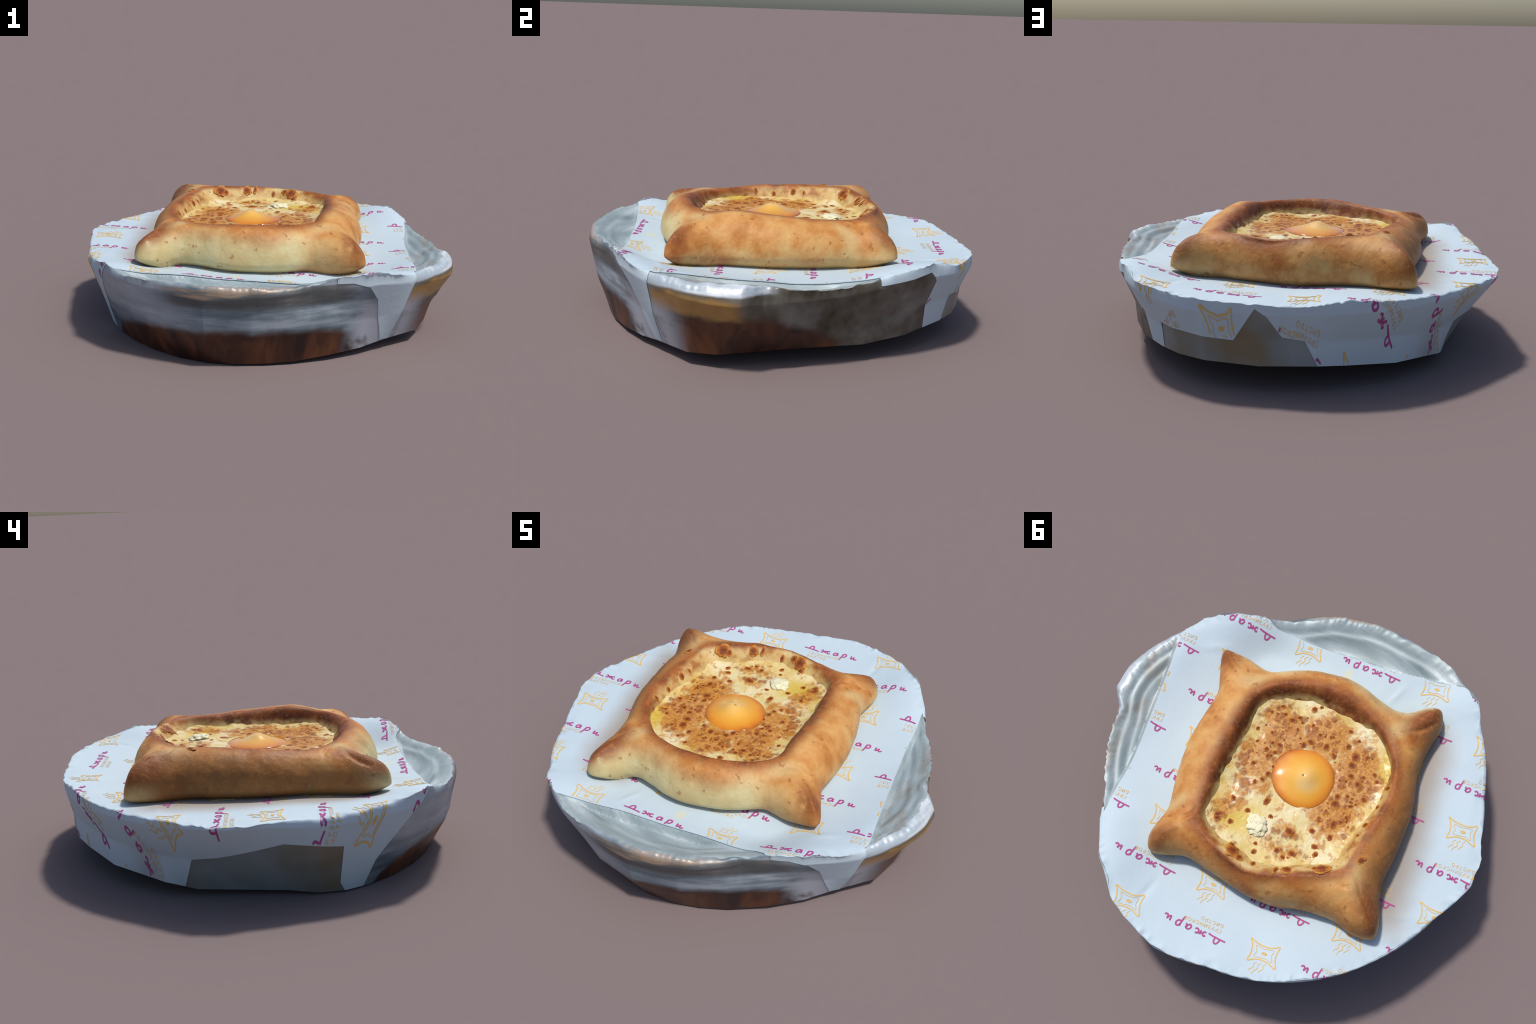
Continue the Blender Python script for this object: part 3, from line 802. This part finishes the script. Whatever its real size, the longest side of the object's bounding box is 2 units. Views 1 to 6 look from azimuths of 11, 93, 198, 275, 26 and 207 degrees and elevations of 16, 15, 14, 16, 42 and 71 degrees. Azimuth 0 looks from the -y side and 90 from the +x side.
# filling
FILL_R = bread_fill(np.arange(1440) / 4 - 180)
def fill_z(x, y):
    p = Vector((x, y, 0))
    d = math.degrees(math.atan2(y - BC[1], x - BC[0]))
    climb = (math.hypot(x - BC[0], y - BC[1]) / FILL_R[int((d + 180) * 4) % 1440] - .80) / .25
    climb = min(max(climb, 0), 1.2)
    ragged = 1 + 1.0 * noise.noise(p * 9) + .5 * noise.noise(p * 27)
    return .507 + .012 * climb * climb * ragged + noise.noise(p * 6) * .004 + noise.noise(p * 18 + Vector((5, 5, 5))) * .0026 + noise.noise(p * 50) * .0009
V, rows = [], 70
for i in range(rows):
    t = (i + 1) / rows
    r = (rf + .03) * t
    for j in range(0, NB, 3):
        x, y = BC[0] + r[j] * bc[j], BC[1] + r[j] * bs[j]
        V.append((x, y, fill_z(x, y)))
NF = NB // 3
F = grid_faces(rows, NF)
c0 = len(V); V.append((BC[0], BC[1], fill_z(*BC)))
F += [(c0, j, (j + 1) % NF) for j in range(NF)]
me = mesh_from("cheese_filling", V, F)
link("cheese_filling", me, bread, [CHEESE])

# yolk: a soft mound with a low peak
YC, YR = (-.080, -.03), .155
PK = (-.095, -.033)
V, n_r, n_a = [], 40, 120
for i in range(n_r):
    t = (i + 1) / n_r
    for j in range(n_a):
        a = TAU * j / n_a
        wob = 1 + .03 * math.cos(2 * a + .5) + .015 * math.cos(3 * a)
        x, y = YC[0] + YR * t * wob * math.cos(a), YC[1] + YR * t * wob * math.sin(a)
        d = math.hypot(x - PK[0], y - PK[1]) / YR
        z = .499 + .026 * math.sqrt(max(0, 1 - t ** 2.4)) + .030 * math.exp(-(d / .36) ** 2) + .0025 * noise.noise(Vector((x * 14, y * 14, 2)))
        if t > .97: z = .490
        V.append((x, y, z))
F = grid_faces(n_r, n_a)
c0 = len(V); V.append((YC[0], YC[1], .499 + .026 + .0268 + .0025 * noise.noise(Vector((YC[0] * 14, YC[1] * 14, 2)))))
F += [(c0, j, (j + 1) % n_a) for j in range(n_a)]
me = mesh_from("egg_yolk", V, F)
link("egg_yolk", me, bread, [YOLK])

def lump(name, seed, nu, nv, rough):
    V = []
    for i in range(nv + 1):
        th = math.pi * i / nv
        for j in range(nu):
            a = TAU * j / nu
            d = Vector((math.sin(th) * math.cos(a), math.sin(th) * math.sin(a), math.cos(th)))
            k = 1 + rough * noise.noise(d * 1.6 + Vector((seed, 0, 0))) + rough * .6 * noise.noise(d * 4 + Vector((0, seed, 0)))
            V.append(tuple(d * k))
    return mesh_from(name, V, grid_faces(nv + 1, nu, flip=True))

# crumbled white cheese
curd_meshes = [lump("curd", s, 36, 20, .45) for s in (1.3, 4.7, 8.1)]
for x, y, s, f in [(.012, .268, .042, .36), (.034, .25, .03, .4), (-.006, .292, .026, .35), (.028, .288, .022, .4)]:
    me = curd_meshes[rng.randrange(3)]
    o = link("curd", me, bread, [CURD])
    o.location = (x, y, fill_z(x, y) + s * f * .25)
    o.scale = (s, s * rng.uniform(.8, 1.15), s * f)
    o.rotation_euler = (0, 0, rng.uniform(0, TAU))

# scorched blisters on the cheese: the large ones by place (x, y, radius in mm), small ones scattered in the toasted zones
bub = [lump("scorched_blister", 20 + 3.1 * s, 26, 14, .42) for s in range(6)]
BLISTERS = [(160, -314, 14), (132, -283, 12), (15, -366, 18), (-11, -389, 12), (88, -270, 20), (61, -297, 15), (40, -280, 12), (45, -237, 11), (87, -131, 17),
            (124, -126, 14), (135, -85, 16), (93, -87, 14), (194, -103, 10), (116, -58, 13), (160, 3, 15), (220, -163, 12), (147, -172, 11), (29, -126, 12),
            (69, -19, 11), (76, 23, 18), (114, 84, 13), (87, 58, 14), (23, 145, 19), (168, 196, 15), (81, 223, 17), (-27, 203, 15), (193, 315, 18), (132, 304, 18),
            (-63, -259, 13), (-123, -275, 11), (-38, -207, 22), (-14, -179, 18), (-115, -218, 20), (-186, -338, 14), (-242, -309, 12), (-208, -263, 16), (-260, -229, 26),
            (-262, -185, 22), (-169, -189, 13), (-279, -135, 18), (-323, -111, 19), (-264, -16, 20), (-268, 20, 24), (-380, -56, 17), (-337, 0, 14), (-305, -38, 13),
            (-400, -161, 14), (-376, -188, 13), (-303, 113, 24), (-330, 88, 12), (-137, 231, 26), (-228, 183, 16), (-314, 176, 17), (-122, 336, 18), (-192, 321, 21),
            (-270, 246, 19), (-291, 279, 17), (-29, 390, 16), (-161, 354, 14), (-342, 57, 11)]
def blister(x, y, s, flat):
    o = link("scorched_blister", bub[rng.randrange(6)], bread, [SCORCH])
    o.location = (x, y, fill_z(x, y) - s * flat * .25)
    o.scale = (s * rng.uniform(.9, 1.25), s * rng.uniform(.75, 1.0), s * flat)
    o.rotation_euler = (0, 0, rng.uniform(0, TAU))
for x, y, s in BLISTERS:
    blister(x / 1000, y / 1000, s / 1000 * .92, rng.uniform(.2, .32))
def toasted(x, y):
    v = 0
    for cx, cy, sx, sy, w in [(-.30, -.12, .12, .16, 1.0), (-.29, .06, .09, .09, .9), (-.10, -.24, .13, .08, .9), (.10, -.18, .11, .12, .8), (.14, .0, .09, .12, .35), (-.14, .33, .16, .05, .35)]:
        v = max(v, w * math.exp(-((x - cx) / sx) ** 2 - ((y - cy) / sy) ** 2))
    return v
made = 0
while made < 70:
    a, q = rng.uniform(-180, 180), math.sqrt(rng.random())
    r = q * float(bread_fill(a)) * .97
    x, y = BC[0] + r * math.cos(math.radians(a)), BC[1] + r * math.sin(math.radians(a))
    if math.hypot(x - YC[0], y - YC[1]) < YR + .01 or rng.random() > toasted(x, y):
        continue
    blister(x, y, rng.uniform(.003, .0065) if rng.random() < .6 else rng.uniform(.0065, .011), rng.uniform(.2, .35))
    made += 1
# big scorched blisters and streaks that climb the far pit walls: angle, radius about the centre, size, stretch up the wall
for a, r, s, up in [(165, .362, .017, 1.3), (125, .45, .036, 1.0), (121, .44, .016, 1.2), (105, .455, .026, 1.0), (99, .468, .013, 2.0), (86, .475, .013, 1.8), (78, .49, .018, 1.2), (73, .485, .033, 1.1),
                    (70, .46, .02, 1.3), (147, .475, .022, .7), (-163, .388, .012, 1.6), (-178, .364, .012, 1.4), (49, .44, .02, 1.8), (45, .46, .014, 2.2), (156, .37, .009, 1.6)]:
    j = int((a + 180) / 360 * NB) % NB
    zz = float(np.interp(r, [R[i][j] for i in range(n_in + 8)], [Zz[i][j] for i in range(n_in + 8)]))
    zn = float(np.interp(r + .012, [R[i][j] for i in range(n_in + 8)], [Zz[i][j] for i in range(n_in + 8)]))
    o = link("scorched_blister", bub[rng.randrange(6)], bread, [SCORCH])
    o.location = (BC[0] + r * bc[j], BC[1] + r * bs[j], max(zz, .507) - s * .06)
    o.scale = (s * up, s, s * .24)
    o.rotation_euler = (0, -math.atan2(zn - zz, .012), math.radians(a))
for m in bub + curd_meshes:
    m.polygons.foreach_set("use_smooth", np.ones(len(m.polygons), bool))
